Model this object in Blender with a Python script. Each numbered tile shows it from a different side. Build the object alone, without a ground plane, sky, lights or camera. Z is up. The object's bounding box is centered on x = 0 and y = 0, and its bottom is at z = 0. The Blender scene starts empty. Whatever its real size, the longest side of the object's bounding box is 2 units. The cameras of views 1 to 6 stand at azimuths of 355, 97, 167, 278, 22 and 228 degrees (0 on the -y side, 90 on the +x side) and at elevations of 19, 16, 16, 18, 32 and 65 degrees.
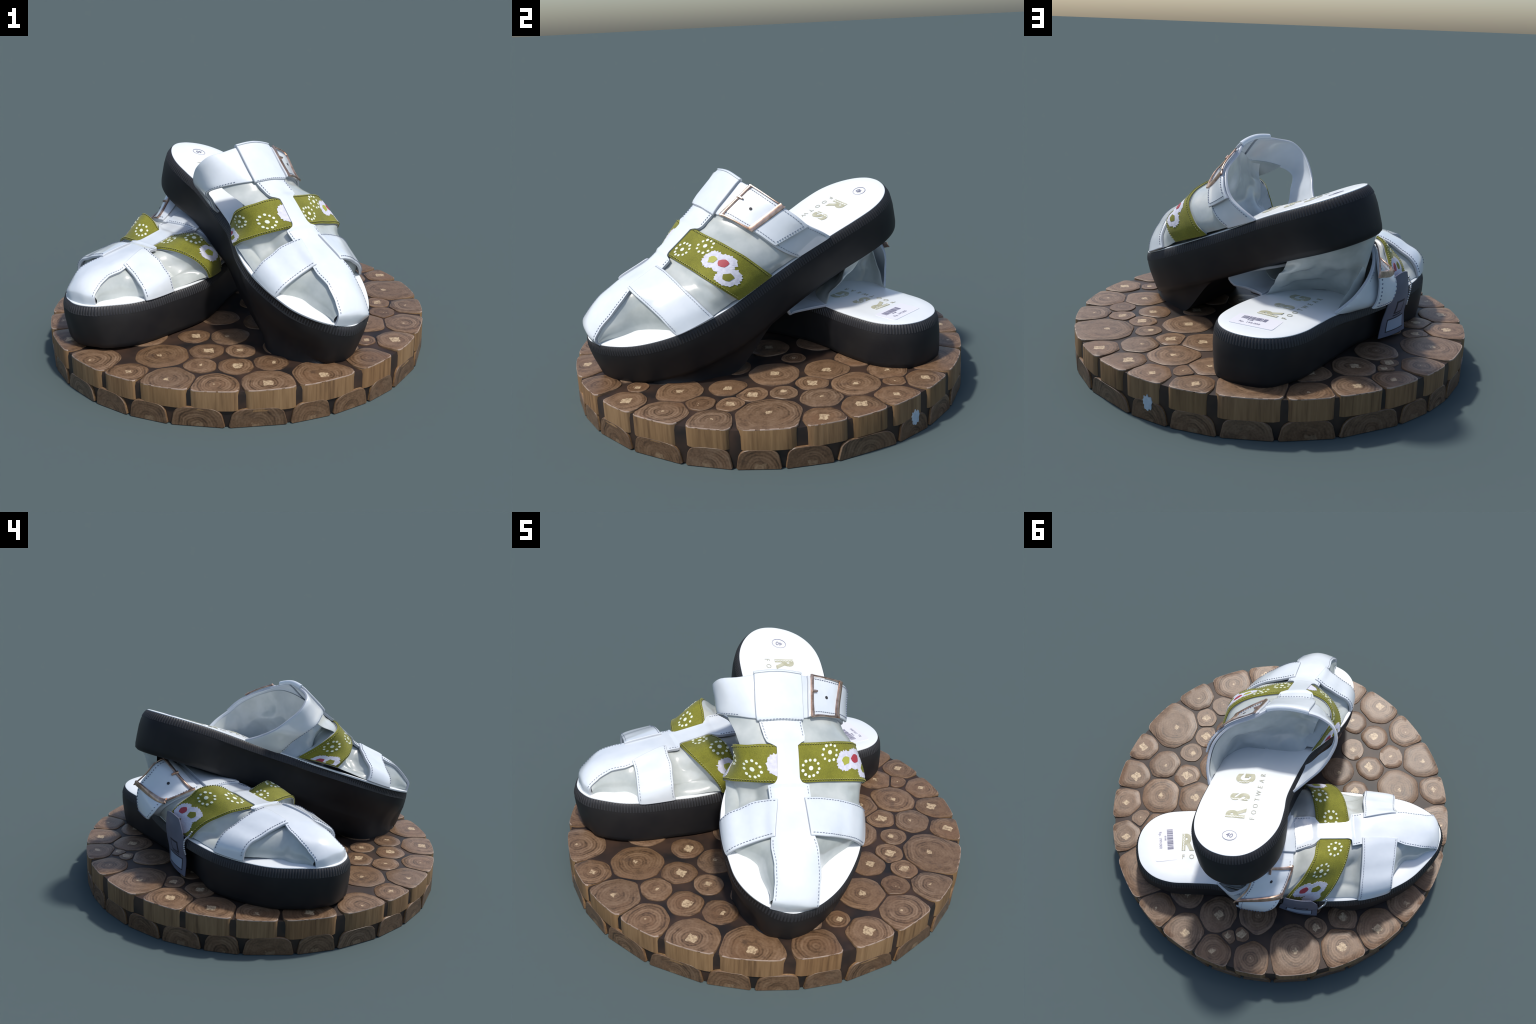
"""A pair of white strappy platform sandals, one leaning on the other,
on a round board glued together from sawn log slices."""
import math, random
import numpy as np

random.seed(7)
rng = np.random.default_rng(7)

# ------------------------------------------------------------------ frames
BOARD_TOP = 0.1835


def board_top(x, y):
    """the board is a little thicker at the back"""
    return BOARD_TOP + .006 * y

F1 = np.array((0.3447, -0.8726, -0.3460)); F1 /= np.linalg.norm(F1)
N1 = np.array((0.3050, -0.2445, 0.9205)); N1 -= F1 * (N1 @ F1); N1 /= np.linalg.norm(N1)
L1 = np.cross(N1, F1)
O1 = np.array((0.0, 0.0, 0.7393))
F2 = np.array((-0.6067, -0.7950, 0.0)); F2 /= np.linalg.norm(F2)
N2 = np.array((0.0, 0.0, 1.0))
L2 = -np.cross(N2, F2)
O2 = np.array((-0.122, 0.244, 0.410))
FRAMES = {"left": (O1, F1, L1, N1), "right": (O2, F2, L2, N2)}

# --------------------------------------------------- cross-sections of the upper
# every section: points (along, outward, up) from the middle of the instep to the
# outer edge of the footbed and to the inner edge
SECTIONS = {
 "left": [
  dict(c=(.03, -.05, .378),      # strap with the buckle, heel-side edge
       o=[(.003, .058, .360), (-.02, .095, .338), (-.083, .235, .270), (-.14, .300, .195), (-.172, .318, .135), (-.225, .312, .065), (-.266, .288, .0)],
       i=[(.055, -.155, .362), (.068, -.218, .342), (.060, -.288, .306), (.036, -.314, .241), (-.005, -.296, .170), (-.05, -.256, .095), (-.10, -.20, .040), (-.155, -.150, -.003)]),
  dict(c=(.215, -.01, .295),     # the same strap, toe-side edge
       o=[(.182, .099, .282), (.146, .150, .268), (.105, .220, .232), (.065, .276, .190), (.010, .330, .105), (-.03, .338, .05), (-.071, .325, .0)],
       i=[(.237, -.112, .285), (.205, -.202, .240), (.164, -.260, .186), (.122, -.264, .135), (.09, -.203, .069), (.074, -.158, .012), (.066, -.130, -.01)]),
  dict(c=(.320, .027, .262),     # green strap, heel side
       o=[(.305, .075, .256), (.272, .170, .245), (.228, .265, .225), (.188, .335, .190), (.165, .360, .163), (.134, .379, .111), (.101, .385, .048), (.080, .366, .0)],
       i=[(.338, -.022, .260), (.343, -.085, .250), (.341, -.138, .226), (.318, -.178, .190), (.288, -.188, .149), (.240, -.160, .078), (.180, -.115, .0)]),
  dict(c=(.485, .057, .203),     # green strap, toe side
       o=[(.474, .110, .200), (.440, .207, .188), (.406, .285, .166), (.376, .365, .148), (.346, .415, .118), (.312, .440, .068), (.278, .440, .008)],
       i=[(.495, .007, .197), (.490, -.040, .178), (.481, -.090, .155), (.466, -.135, .126), (.448, -.167, .095), (.420, -.190, .059), (.390, -.200, .012)]),
  dict(c=(.555, .075, .183),     # toe strap pair, heel side
       o=[(.540, .130, .184), (.518, .182, .172), (.501, .246, .160), (.486, .304, .146), (.473, .349, .125), (.455, .392, .094), (.437, .430, .055), (.413, .456, .0)],
       i=[(.565, .020, .177), (.560, -.030, .152), (.566, -.082, .130), (.580, -.123, .100), (.592, -.165, .071), (.596, -.187, .028), (.590, -.192, -.005)]),
  dict(c=(.725, .095, .164),     # toe strap pair, toe side
       o=[(.711, .165, .164), (.697, .225, .154), (.681, .268, .139), (.665, .307, .119), (.651, .343, .099), (.636, .378, .074), (.625, .408, .048), (.604, .450, -.006)],
       i=[(.735, .030, .155), (.735, -.005, .130), (.742, -.050, .104), (.750, -.091, .074), (.758, -.122, .049), (.762, -.142, .019), (.762, -.150, -.008)]),
  dict(c=(.845, .128, .140), o=[(.838, .178, .130), (.830, .228, .108), (.805, .310, .055), (.78, .360, .0)],
       i=[(.850, .078, .138), (.852, .029, .123), (.845, -.04, .065), (.835, -.105, .0)]),
  dict(c=(.930, .140, .107), o=[(.926, .190, .092), (.917, .241, .062), (.905, .268, .030), (.895, .285, .0)],
       i=[(.935, .090, .102), (.935, .040, .083), (.930, .010, .040), (.925, -.015, .0)]),
  dict(c=(.982, .145, .062), o=[(.975, .195, .050), (.955, .245, .028), (.948, .252, .012), (.942, .258, .0)],
       i=[(.985, .095, .062), (.980, .037, .050), (.977, .025, .02), (.975, .015, .0)]),
  dict(c=(.990, .147, .004), o=[(.974, .200, .003), (.946, .250, .002), (.941, .256, .001), (.936, .262, .0)],
       i=[(.995, .095, .004), (.990, .041, .003), (.987, .028, .001), (.984, .015, .0)]),
 ],
 "right": [
  dict(c=(-.13, .08, .212),
       o=[(-.11, .20, .262), (-.08, .295, .305), (-.090, .345, .290), (-.115, .372, .240), (-.185, .376, .165), (-.212, .357, .120), (-.23, .327, .072), (-.254, .293, .034), (-.278, .258, .0)],
       i=[(-.14, -.05, .150), (-.15, -.18, .110), (-.15, -.30, .075), (-.144, -.362, .035), (-.130, -.335, -.012), (-.115, -.285, -.02), (-.16, -.20, -.014), (-.209, -.140, -.006)]),
  dict(c=(.155, .085, .183),
       o=[(.150, .19, .180), (.135, .27, .176), (.100, .335, .150), (.045, .385, .100), (-.01, .380, .050), (-.071, .345, .0)],
       i=[(.160, -.03, .165), (.150, -.12, .125), (.12, -.20, .090), (.08, -.24, .050), (.05, -.20, .0), (.06, -.130, -.005)]),
  dict(c=(.285, .085, .170),
       o=[(.280, .141, .178), (.265, .19, .216), (.250, .245, .238), (.204, .312, .220), (.180, .335, .186), (.151, .358, .156), (.121, .377, .122), (.096, .392, .085), (.075, .390, .0)],
       i=[(.290, .03, .165), (.290, -.05, .186), (.285, -.12, .186), (.280, -.18, .145), (.260, -.225, .090), (.240, -.225, .0)]),
  dict(c=(.467, .09, .153),
       o=[(.465, .141, .156), (.444, .207, .152), (.419, .268, .145), (.388, .318, .124), (.354, .363, .098), (.317, .397, .056), (.282, .415, .005)],
       i=[(.469, .038, .148), (.469, -.028, .151), (.464, -.089, .150), (.451, -.141, .138), (.431, -.183, .115), (.407, -.215, .081), (.383, -.236, .038), (.37, -.24, .0)]),
  dict(c=(.530, .085, .162),
       o=[(.522, .142, .160), (.514, .208, .154), (.504, .268, .139), (.495, .322, .115), (.484, .373, .090), (.477, .412, .049), (.469, .432, .0)],
       i=[(.548, .020, .158), (.557, -.030, .144), (.563, -.082, .127), (.577, -.123, .099), (.590, -.163, .071), (.594, -.180, .028), (.589, -.186, -.01)]),
  dict(c=(.720, .085, .146),
       o=[(.713, .153, .144), (.699, .207, .134), (.687, .262, .123), (.674, .311, .104), (.661, .361, .084), (.655, .393, .048), (.651, .402, .0)],
       i=[(.729, .030, .140), (.730, -.015, .113), (.740, -.060, .094), (.749, -.091, .072), (.758, -.122, .049), (.762, -.138, .019), (.761, -.145, -.01)]),
  dict(c=(.838, .110, .135), o=[(.832, .160, .130), (.826, .215, .117), (.805, .285, .055), (.78, .335, .0)],
       i=[(.843, .060, .130), (.845, .008, .110), (.840, -.05, .060), (.835, -.105, .0)]),
  dict(c=(.920, .112, .105), o=[(.913, .162, .095), (.898, .208, .070), (.890, .230, .030), (.885, .245, .0)],
       i=[(.922, .062, .098), (.915, .012, .075), (.912, -.010, .038), (.91, -.025, .0)]),
  dict(c=(.970, .107, .060), o=[(.962, .157, .050), (.940, .205, .032), (.935, .215, .015), (.93, .225, .0)],
       i=[(.974, .057, .056), (.958, .000, .042), (.956, -.012, .02), (.954, -.022, .0)]),
  dict(c=(.985, .104, .000), o=[(.974, .157, .0), (.946, .206, .0), (.941, .215, .0), (.936, .225, .0)],
       i=[(.984, .052, .0), (.962, -.004, .0), (.959, -.014, .0), (.956, -.024, .0)]),
 ],
}


def catmull(points, per=10):
    """Smooth curve through points."""
    p = np.asarray(points, float)
    p = np.vstack((2 * p[0] - p[1], p, 2 * p[-1] - p[-2]))
    out = []
    u = np.linspace(0, 1, per, endpoint=False)[:, None]
    for k in range(1, len(p) - 2):
        d1 = np.linalg.norm(p[k] - p[k-1]); d2 = np.linalg.norm(p[k+1] - p[k]); d3 = np.linalg.norm(p[k+2] - p[k+1])
        t1 = d2 * ((p[k] - p[k-1]) / d1 + (p[k+1] - p[k]) / d2) / 2
        t2 = d2 * ((p[k+1] - p[k]) / d2 + (p[k+2] - p[k+1]) / d3) / 2
        out.append((2*u**3 - 3*u**2 + 1) * p[k] + (u**3 - 2*u**2 + u) * t1 + (3*u**2 - 2*u**3) * p[k+1] + (u**3 - u**2) * t2)
    return np.vstack(out + [p[-2:-1]])


class Upper:
    """The surface the straps lie on: v runs heel -> toe through the sections,
    x runs from the inner foot edge (-1) over the instep (0) to the outer one (+1)."""
    N = 49

    def __init__(self, foot):
        self.rows, self.len_o, self.len_i = [], [], []
        for k_, s in enumerate(SECTIONS[foot]):
            chain = s["o"][::-1] + [s["c"]] + s["i"]
            if k_ > 5:      # toe ends where the footbed ends
                chain = [(.72 + (a - .72) * (.94 if foot == "right" else .97), b, c * (.94 if foot == "right" else 1)) for a, b, c in chain]
            fine = catmull(chain, 12)
            k = 12 * len(s["o"])
            o, i = fine[:k+1][::-1], fine[k:]
            ro, lo = self._even(o); ri, li = self._even(i)
            self.rows.append(np.vstack((ri[::-1], ro[1:])))
            self.len_o.append(lo); self.len_i.append(li)
        self.rows = np.array(self.rows)
        self.len_o = np.array(self.len_o); self.len_i = np.array(self.len_i)

    def _even(self, c):
        a = np.r_[0, np.cumsum(np.linalg.norm(np.diff(c, axis=0), axis=1))]
        t = np.linspace(0, a[-1], self.N)
        return np.stack([np.interp(t, a, c[:, k]) for k in range(3)], 1), a[-1]

    def at(self, v, x):
        n = len(self.rows)
        v = min(max(v, 0.0), n - 1.000001); k = int(v); u = v - k
        f = (min(max(x, -1.0), 1.0) + 1) * (self.N - 1); j = min(int(f), 2*self.N - 3); w = f - j
        g = lambda r: self.rows[r][j] * (1 - w) + self.rows[r][j+1] * w
        p1, p2 = g(k), g(k + 1)
        p0 = g(k - 1) if k > 0 else 2*p1 - p2
        p3 = g(k + 2) if k + 2 < n else 2*p2 - p1
        d2 = max(np.linalg.norm(p2 - p1), 1e-5)
        e1 = max(np.linalg.norm(p1 - p0), 1e-5); e3 = max(np.linalg.norm(p3 - p2), 1e-5)
        t1 = d2 * ((p1 - p0) / e1 + (p2 - p1) / d2) / 2 * .85
        t2 = d2 * ((p2 - p1) / d2 + (p3 - p2) / e3) / 2 * .85
        return (2*u**3 - 3*u**2 + 1)*p1 + (u**3 - 2*u**2 + u)*t1 + (3*u**2 - 2*u**3)*p2 + (u**3 - u**2)*t2

    def normal(self, v, x):
        e = .03
        va, vb = max(v - e, 0), min(v + e, len(self.rows) - 1.001)
        xa, xb = max(x - e, -1), min(x + e, 1)
        dv = self.at(vb, x) - self.at(va, x); dx = self.at(v, xb) - self.at(v, xa)
        n = np.cross(dv, dx)
        return n / max(np.linalg.norm(n), 1e-9)

    def arc(self, v, side):
        n = len(self.rows)
        return float(np.interp(v, np.arange(n), self.len_o if side > 0 else self.len_i))

    def x_of(self, v, w):
        """fraction across for a signed distance w (metres) from the middle"""
        return max(-1, min(1, w / self.arc(v, w)))

    def lifted(self, v, x, lift):
        return self.at(v, x) + self.normal(v, x) * lift


# footbed outline: (along, inner edge), then back along the outer edge
OUTLINE = {
 "left": [(-.672, .02), (-.668, -.02), (-.645, -.078), (-.60, -.124), (-.52, -.162), (-.42, -.176), (-.30, -.155), (-.20, -.126), (-.08, -.112), (.06, -.104),
          (.18, -.108), (.29, -.142), (.39, -.172), (.50, -.188), (.60, -.186), (.70, -.164), (.78, -.136), (.85, -.108), (.90, -.072), (.945, -.018), (.975, .05), (.986, .11),
          (.984, .15), (.965, .195), (.93, .252), (.84, .335), (.73, .396), (.60, .438), (.47, .446), (.36, .436), (.22, .396), (.08, .352), (-.07, .315),
          (-.25, .282), (-.41, .258), (-.53, .225), (-.60, .182), (-.645, .128), (-.667, .072)],
 "right": [(-.692, .02), (-.687, -.04), (-.660, -.102), (-.61, -.150), (-.54, -.178), (-.42, -.180), (-.30, -.165), (-.20, -.142), (-.05, -.132), (.10, -.148), (.25, -.188),
           (.38, -.212), (.50, -.200), (.60, -.175), (.70, -.152), (.77, -.130), (.84, -.098), (.90, -.056), (.932, -.028), (.956, .0), (.975, .05), (.980, .09),
           (.975, .125), (.960, .160), (.945, .190), (.915, .224), (.875, .260), (.835, .293), (.79, .325), (.74, .352), (.68, .376), (.60, .402), (.47, .422), (.35, .418),
           (.20, .398), (.07, .370), (-.10, .320), (-.28, .258), (-.42, .236), (-.52, .220), (-.60, .186), (-.647, .146), (-.680, .092)],
}


def footbed_height(s, t, swell=0.0, crown=.014):
    """slight rise at toe and heel"""
    return crown * math.exp(-((s + .40) / .30) ** 2) + .012 * math.exp(-((s - .95) / .12) ** 2) - .006 + swell * math.exp(-((s + .12) / .17) ** 2)


def outline(foot, n=240):
    p = np.array(OUTLINE[foot])
    closed = catmull(np.vstack((p[-3:], p, p[:4])), 12)[36:36 + 12 * len(p)]
    a = np.r_[0, np.cumsum(np.linalg.norm(np.diff(np.vstack((closed, closed[:1])), axis=0), axis=1))]
    c = np.vstack((closed, closed[:1]))
    t = np.linspace(0, a[-1], n, endpoint=False)
    q = np.stack([np.interp(t, a, c[:, k]) for k in range(2)], 1)
    d = np.roll(q, -1, 0) - np.roll(q, 1, 0)
    nrm = np.stack((-d[:, 1], d[:, 0]), 1); nrm /= np.linalg.norm(nrm, axis=1)[:, None]
    if ((nrm * (q - q.mean(0))).sum() < 0):
        nrm = -nrm
    return q, nrm

# ===== GEOMETRY-ONLY PART ENDS =====
import bpy, bmesh
from mathutils import Matrix, Vector, noise


# ------------------------------------------------------------------ materials
def material(name, base=(.8, .8, .8), rough=.5, coat=0.0, metal=0.0, spec=.5):
    m = bpy.data.materials.new(name); m.use_nodes = True
    nt = m.node_tree; b = nt.nodes["Principled BSDF"]
    b.inputs["Base Color"].default_value = (*base, 1)
    b.inputs["Roughness"].default_value = rough
    b.inputs["Metallic"].default_value = metal
    b.inputs["Coat Weight"].default_value = coat
    b.inputs["Coat Roughness"].default_value = .12
    b.inputs["Specular IOR Level"].default_value = spec
    return m, nt, b


def node(nt, kind, **kw):
    n = nt.nodes.new(kind)
    for k, val in kw.items():
        if k.startswith("i_"):
            n.inputs[k[2:].replace("_", " ")].default_value = val
        else:
            setattr(n, k, val)
    return n


def ramp(nt, src, stops):
    r = node(nt, "ShaderNodeValToRGB")
    el = r.color_ramp.elements
    el[0].position, el[0].color = stops[0][0], (*stops[0][1], 1)
    el[1].position, el[1].color = stops[1][0], (*stops[1][1], 1)
    for p, c in stops[2:]:
        e = el.new(p); e.color = (*c, 1)
    nt.links.new(src, r.inputs["Fac"])
    return r.outputs["Color"]


def mix(nt, fac, a, b, blend="MIX"):
    n = node(nt, "ShaderNodeMix", data_type="RGBA", blend_type=blend)
    for sock, val in ((n.inputs[0], fac), (n.inputs[6], a), (n.inputs[7], b)):
        if hasattr(val, "is_linked"):
            nt.links.new(val, sock)
        elif isinstance(val, (int, float)):
            sock.default_value = val
        else:
            sock.default_value = (*val, 1)
    return n.outputs[2]


def math_node(nt, op, a, b=None, c=None):
    n = node(nt, "ShaderNodeMath", operation=op)
    for k, val in enumerate((a, b, c)):
        if val is None:
            continue
        if hasattr(val, "is_linked"):
            nt.links.new(val, n.inputs[k])
        else:
            n.inputs[k].default_value = val
    return n.outputs[0]


def noise_tex(nt, vec, scale, detail=4, rough=.55, dist=0.0):
    n = node(nt, "ShaderNodeTexNoise", i_Scale=scale, i_Detail=detail, i_Roughness=rough, i_Distortion=dist)
    nt.links.new(vec, n.inputs["Vector"])
    return n.outputs["Fac"]


def bump(nt, b, height, strength=.3, dist=.01):
    n = node(nt, "ShaderNodeBump", i_Strength=strength, i_Distance=dist)
    nt.links.new(height, n.inputs["Height"])
    nt.links.new(n.outputs["Normal"], b.inputs["Normal"])


def object_coords(nt):
    return node(nt, "ShaderNodeTexCoord").outputs["Object"]


def leather(name, c0, c1, rough, coat, scale=9):
    m, nt, b = material(name, c0, rough, coat)
    v = object_coords(nt)
    nt.links.new(ramp(nt, noise_tex(nt, v, scale), [(.3, c0), (.7, c1)]), b.inputs["Base Color"])
    bump(nt, b, noise_tex(nt, v, 14, 2), .10, .012)
    return m


M = {}
M["patent"] = leather("white_patent_leather", (.66, .715, .765), (.74, .785, .825), .20, .6)
M["edge"] = leather("leather_edge_shadow_tint", (.40, .43, .48), (.50, .53, .57), .5, 0)  # white leather rim greyed to draw contact-shadow lines where straps overlap
M["lining"] = leather("pale_lining", (.40, .44, .43), (.58, .61, .59), .20, .5, 7)
M["insole"] = leather("white_insole", (.78, .82, .84), (.83, .86, .87), .35, .25, 5)


def make_rubber():
    m, nt, b = material("black_rubber", (.018, .018, .020), .55, 0, 0, .3)
    v = object_coords(nt)
    nt.links.new(ramp(nt, noise_tex(nt, v, 6), [(.35, (.009, .009, .011)), (.7, (.017, .016, .016))]), b.inputs["Base Color"])
    bump(nt, b, noise_tex(nt, v, 160, 3), .12, .003)
    return m


M["rubber"] = make_rubber()
M["welt"], _, _ = material("welt_rubber", (.030, .030, .033), .5, 0, 0, .4)


def make_green():
    m, nt, b = material("olive_suede", (.2, .2, .02), .75, 0, 0, .3)
    v = object_coords(nt)
    base = ramp(nt, noise_tex(nt, v, 11, 5), [(.3, (.150, .152, .012)), (.7, (.225, .222, .022))])
    fine = ramp(nt, noise_tex(nt, v, 220, 3), [(.35, (.82, .82, .82)), (.65, (1.12, 1.12, 1.12))])
    nt.links.new(mix(nt, 1.0, base, fine, "MULTIPLY"), b.inputs["Base Color"])
    b.inputs["Sheen Weight"].default_value = .15
    bump(nt, b, noise_tex(nt, v, 260, 2), .15, .003)
    return m


M["green"] = make_green()
M["dot"], _, _ = material("print_cream", (.72, .76, .62), .6)
M["petal"] = leather("print_white", (.52, .52, .62), (.66, .66, .74), .7, 0, 60)
M["red"], _, _ = material("print_red", (.36, .035, .055), .6)
M["lime"], _, _ = material("print_lime", (.36, .37, .05), .6)
M["olive"], _, _ = material("print_olive", (.17, .17, .012), .7)
M["thread"], _, _ = material("grey_thread", (.16, .19, .26), .7)
M["yellow_thread"], _, _ = material("yellow_thread", (.42, .42, .12), .7)
M["dark_thread"], _, _ = material("dark_thread", (.045, .045, .012), .8)
M["hole"], _, _ = material("punched_hole", (.03, .03, .035), .7)
M["seam"], _, _ = material("seam_shadow_piping", (.30, .33, .37), .5)


def make_metal():
    m, nt, b = material("rose_gold_metal", (.50, .33, .24), .28, 0, .85)
    v = object_coords(nt)
    nt.links.new(ramp(nt, noise_tex(nt, v, 30, 3), [(.35, (.36, .23, .165)), (.65, (.66, .47, .37))]), b.inputs["Base Color"])
    return m


M["metal"] = make_metal()
M["steel"], _, _ = material("chain_steel", (.55, .57, .6), .3, 0, .9)
M["tag"] = leather("slate_card", (.105, .115, .165), (.150, .160, .215), .5, .1, 8)
M["tag_field"], _, _ = material("tag_writing_field", (.30, .36, .46), .5)
M["ink"], _, _ = material("black_ink", (.02, .02, .03), .6)
M["grey_ink"], _, _ = material("grey_ink", (.22, .22, .30), .6)
M["label"], _, _ = material("sticker_paper", (.80, .80, .86), .4)
M["paint"] = leather("pale_blue_paint", (.34, .43, .52), (.48, .56, .62), .6, 0, 40)


def make_gold():
    m, nt, b = material("gold_print_zigzag", (.3, .27, .12), .45)
    v = object_coords(nt)
    sep = node(nt, "ShaderNodeSeparateXYZ"); nt.links.new(v, sep.inputs[0])
    zig = math_node(nt, "PINGPONG", math_node(nt, "MULTIPLY", sep.outputs["Y"], 1.0), .0075)
    band = math_node(nt, "ABSOLUTE", math_node(nt, "SUBTRACT", math_node(nt, "ADD", sep.outputs["X"], math_node(nt, "MULTIPLY", zig, .7)), -.027))
    fac = math_node(nt, "LESS_THAN", band, .0022)
    gold = ramp(nt, noise_tex(nt, v, 20), [(.3, (.37, .36, .23)), (.7, (.55, .54, .41))])
    nt.links.new(mix(nt, fac, gold, (.86, .88, .88)), b.inputs["Base Color"])
    return m


M["gold"] = make_gold()
M["gold_plain"], _, _ = material("gold_print", (.42, .42, .34), .45)


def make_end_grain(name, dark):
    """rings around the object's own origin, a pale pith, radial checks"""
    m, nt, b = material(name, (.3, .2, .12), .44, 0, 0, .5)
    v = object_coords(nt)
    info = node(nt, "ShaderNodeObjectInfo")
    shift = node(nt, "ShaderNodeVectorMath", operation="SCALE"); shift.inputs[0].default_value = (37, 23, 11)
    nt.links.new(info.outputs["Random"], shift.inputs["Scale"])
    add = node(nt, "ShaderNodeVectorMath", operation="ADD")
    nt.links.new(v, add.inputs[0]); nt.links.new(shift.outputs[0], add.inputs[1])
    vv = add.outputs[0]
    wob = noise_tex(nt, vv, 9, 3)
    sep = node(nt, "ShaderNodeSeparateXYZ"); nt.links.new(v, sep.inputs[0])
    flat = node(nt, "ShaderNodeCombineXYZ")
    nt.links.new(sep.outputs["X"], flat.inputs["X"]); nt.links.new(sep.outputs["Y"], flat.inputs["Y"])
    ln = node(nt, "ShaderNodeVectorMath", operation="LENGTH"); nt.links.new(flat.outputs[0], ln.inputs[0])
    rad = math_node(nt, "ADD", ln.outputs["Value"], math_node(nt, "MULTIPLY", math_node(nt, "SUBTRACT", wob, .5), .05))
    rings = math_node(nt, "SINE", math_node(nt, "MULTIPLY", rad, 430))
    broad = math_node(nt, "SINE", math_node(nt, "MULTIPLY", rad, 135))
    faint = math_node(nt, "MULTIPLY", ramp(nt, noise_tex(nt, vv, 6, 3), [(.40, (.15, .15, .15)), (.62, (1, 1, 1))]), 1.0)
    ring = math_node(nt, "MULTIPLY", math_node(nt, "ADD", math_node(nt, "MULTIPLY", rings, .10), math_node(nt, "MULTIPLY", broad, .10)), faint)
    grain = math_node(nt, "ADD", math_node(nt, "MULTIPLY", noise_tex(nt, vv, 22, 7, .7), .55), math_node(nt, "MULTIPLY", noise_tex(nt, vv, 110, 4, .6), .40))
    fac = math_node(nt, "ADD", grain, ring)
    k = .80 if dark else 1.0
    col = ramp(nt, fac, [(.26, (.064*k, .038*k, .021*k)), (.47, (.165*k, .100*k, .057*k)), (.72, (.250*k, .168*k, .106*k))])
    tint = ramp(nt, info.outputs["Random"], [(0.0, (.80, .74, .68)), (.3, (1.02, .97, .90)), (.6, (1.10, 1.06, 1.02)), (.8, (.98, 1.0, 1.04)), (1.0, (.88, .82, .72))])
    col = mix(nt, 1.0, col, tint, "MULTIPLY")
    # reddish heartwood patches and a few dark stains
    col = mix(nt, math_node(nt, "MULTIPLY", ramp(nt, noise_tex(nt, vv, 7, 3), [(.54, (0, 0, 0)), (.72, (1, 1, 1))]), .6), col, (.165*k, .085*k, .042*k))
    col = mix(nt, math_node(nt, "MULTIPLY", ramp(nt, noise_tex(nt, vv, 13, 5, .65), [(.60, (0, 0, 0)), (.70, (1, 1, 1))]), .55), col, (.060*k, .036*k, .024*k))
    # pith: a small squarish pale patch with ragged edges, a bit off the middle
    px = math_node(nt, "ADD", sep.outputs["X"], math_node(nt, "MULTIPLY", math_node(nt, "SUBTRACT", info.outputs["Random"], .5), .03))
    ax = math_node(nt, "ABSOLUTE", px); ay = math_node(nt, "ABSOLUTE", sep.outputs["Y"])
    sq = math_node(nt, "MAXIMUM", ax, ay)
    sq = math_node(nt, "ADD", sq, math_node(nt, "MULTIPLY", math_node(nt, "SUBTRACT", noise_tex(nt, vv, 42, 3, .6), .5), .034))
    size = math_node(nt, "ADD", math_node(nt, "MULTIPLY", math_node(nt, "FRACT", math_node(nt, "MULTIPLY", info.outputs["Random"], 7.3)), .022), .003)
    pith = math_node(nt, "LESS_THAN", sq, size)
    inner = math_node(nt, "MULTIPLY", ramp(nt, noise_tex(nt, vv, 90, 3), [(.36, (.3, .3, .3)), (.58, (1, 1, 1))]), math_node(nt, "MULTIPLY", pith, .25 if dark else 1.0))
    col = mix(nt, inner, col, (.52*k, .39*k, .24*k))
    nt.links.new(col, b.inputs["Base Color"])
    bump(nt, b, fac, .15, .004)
    return m


def make_bark_side():
    m, nt, b = material("split_wood_side", (.3, .2, .1), .65, 0, 0, .35)
    v = object_coords(nt)
    info = node(nt, "ShaderNodeObjectInfo")
    sep = node(nt, "ShaderNodeSeparateXYZ"); nt.links.new(v, sep.inputs[0])
    st = node(nt, "ShaderNodeCombineXYZ")
    nt.links.new(sep.outputs["X"], st.inputs["X"]); nt.links.new(sep.outputs["Y"], st.inputs["Y"])
    nt.links.new(math_node(nt, "ADD", math_node(nt, "MULTIPLY", sep.outputs["Z"], .06), math_node(nt, "MULTIPLY", info.outputs["Random"], 9)), st.inputs["Z"])
    g = noise_tex(nt, st.outputs[0], 70, 5, .6)
    broad = noise_tex(nt, st.outputs[0], 10, 3)
    fac = math_node(nt, "ADD", math_node(nt, "MULTIPLY", g, .55), math_node(nt, "MULTIPLY", broad, .45))
    col = ramp(nt, fac, [(.30, (.080, .043, .020)), (.48, (.200, .120, .057)), (.70, (.295, .188, .095))])
    tint = ramp(nt, info.outputs["Random"], [(0.0, (1.0, .9, .8)), (.5, (1.0, 1.0, 1.0)), (1.0, (.86, .82, .72))])
    nt.links.new(mix(nt, 1.0, col, tint, "MULTIPLY"), b.inputs["Base Color"])
    bump(nt, b, g, .3, .006)
    return m


def make_resin():
    m, nt, b = material("dark_filler", (.02, .013, .01), .5, 0, 0, .4)
    v = object_coords(nt)
    nt.links.new(ramp(nt, noise_tex(nt, v, 8, 5), [(.35, (.014, .011, .010)), (.65, (.050, .028, .018))]), b.inputs["Base Color"])
    return m


M["end"] = make_end_grain("log_end_grain", False)
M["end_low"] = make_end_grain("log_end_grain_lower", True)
M["side"] = make_bark_side()
M["worn"] = leather("worn_pale_edge", (.26, .185, .135), (.40, .30, .235), .6, 0, 30)
M["resin"] = make_resin()


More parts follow.
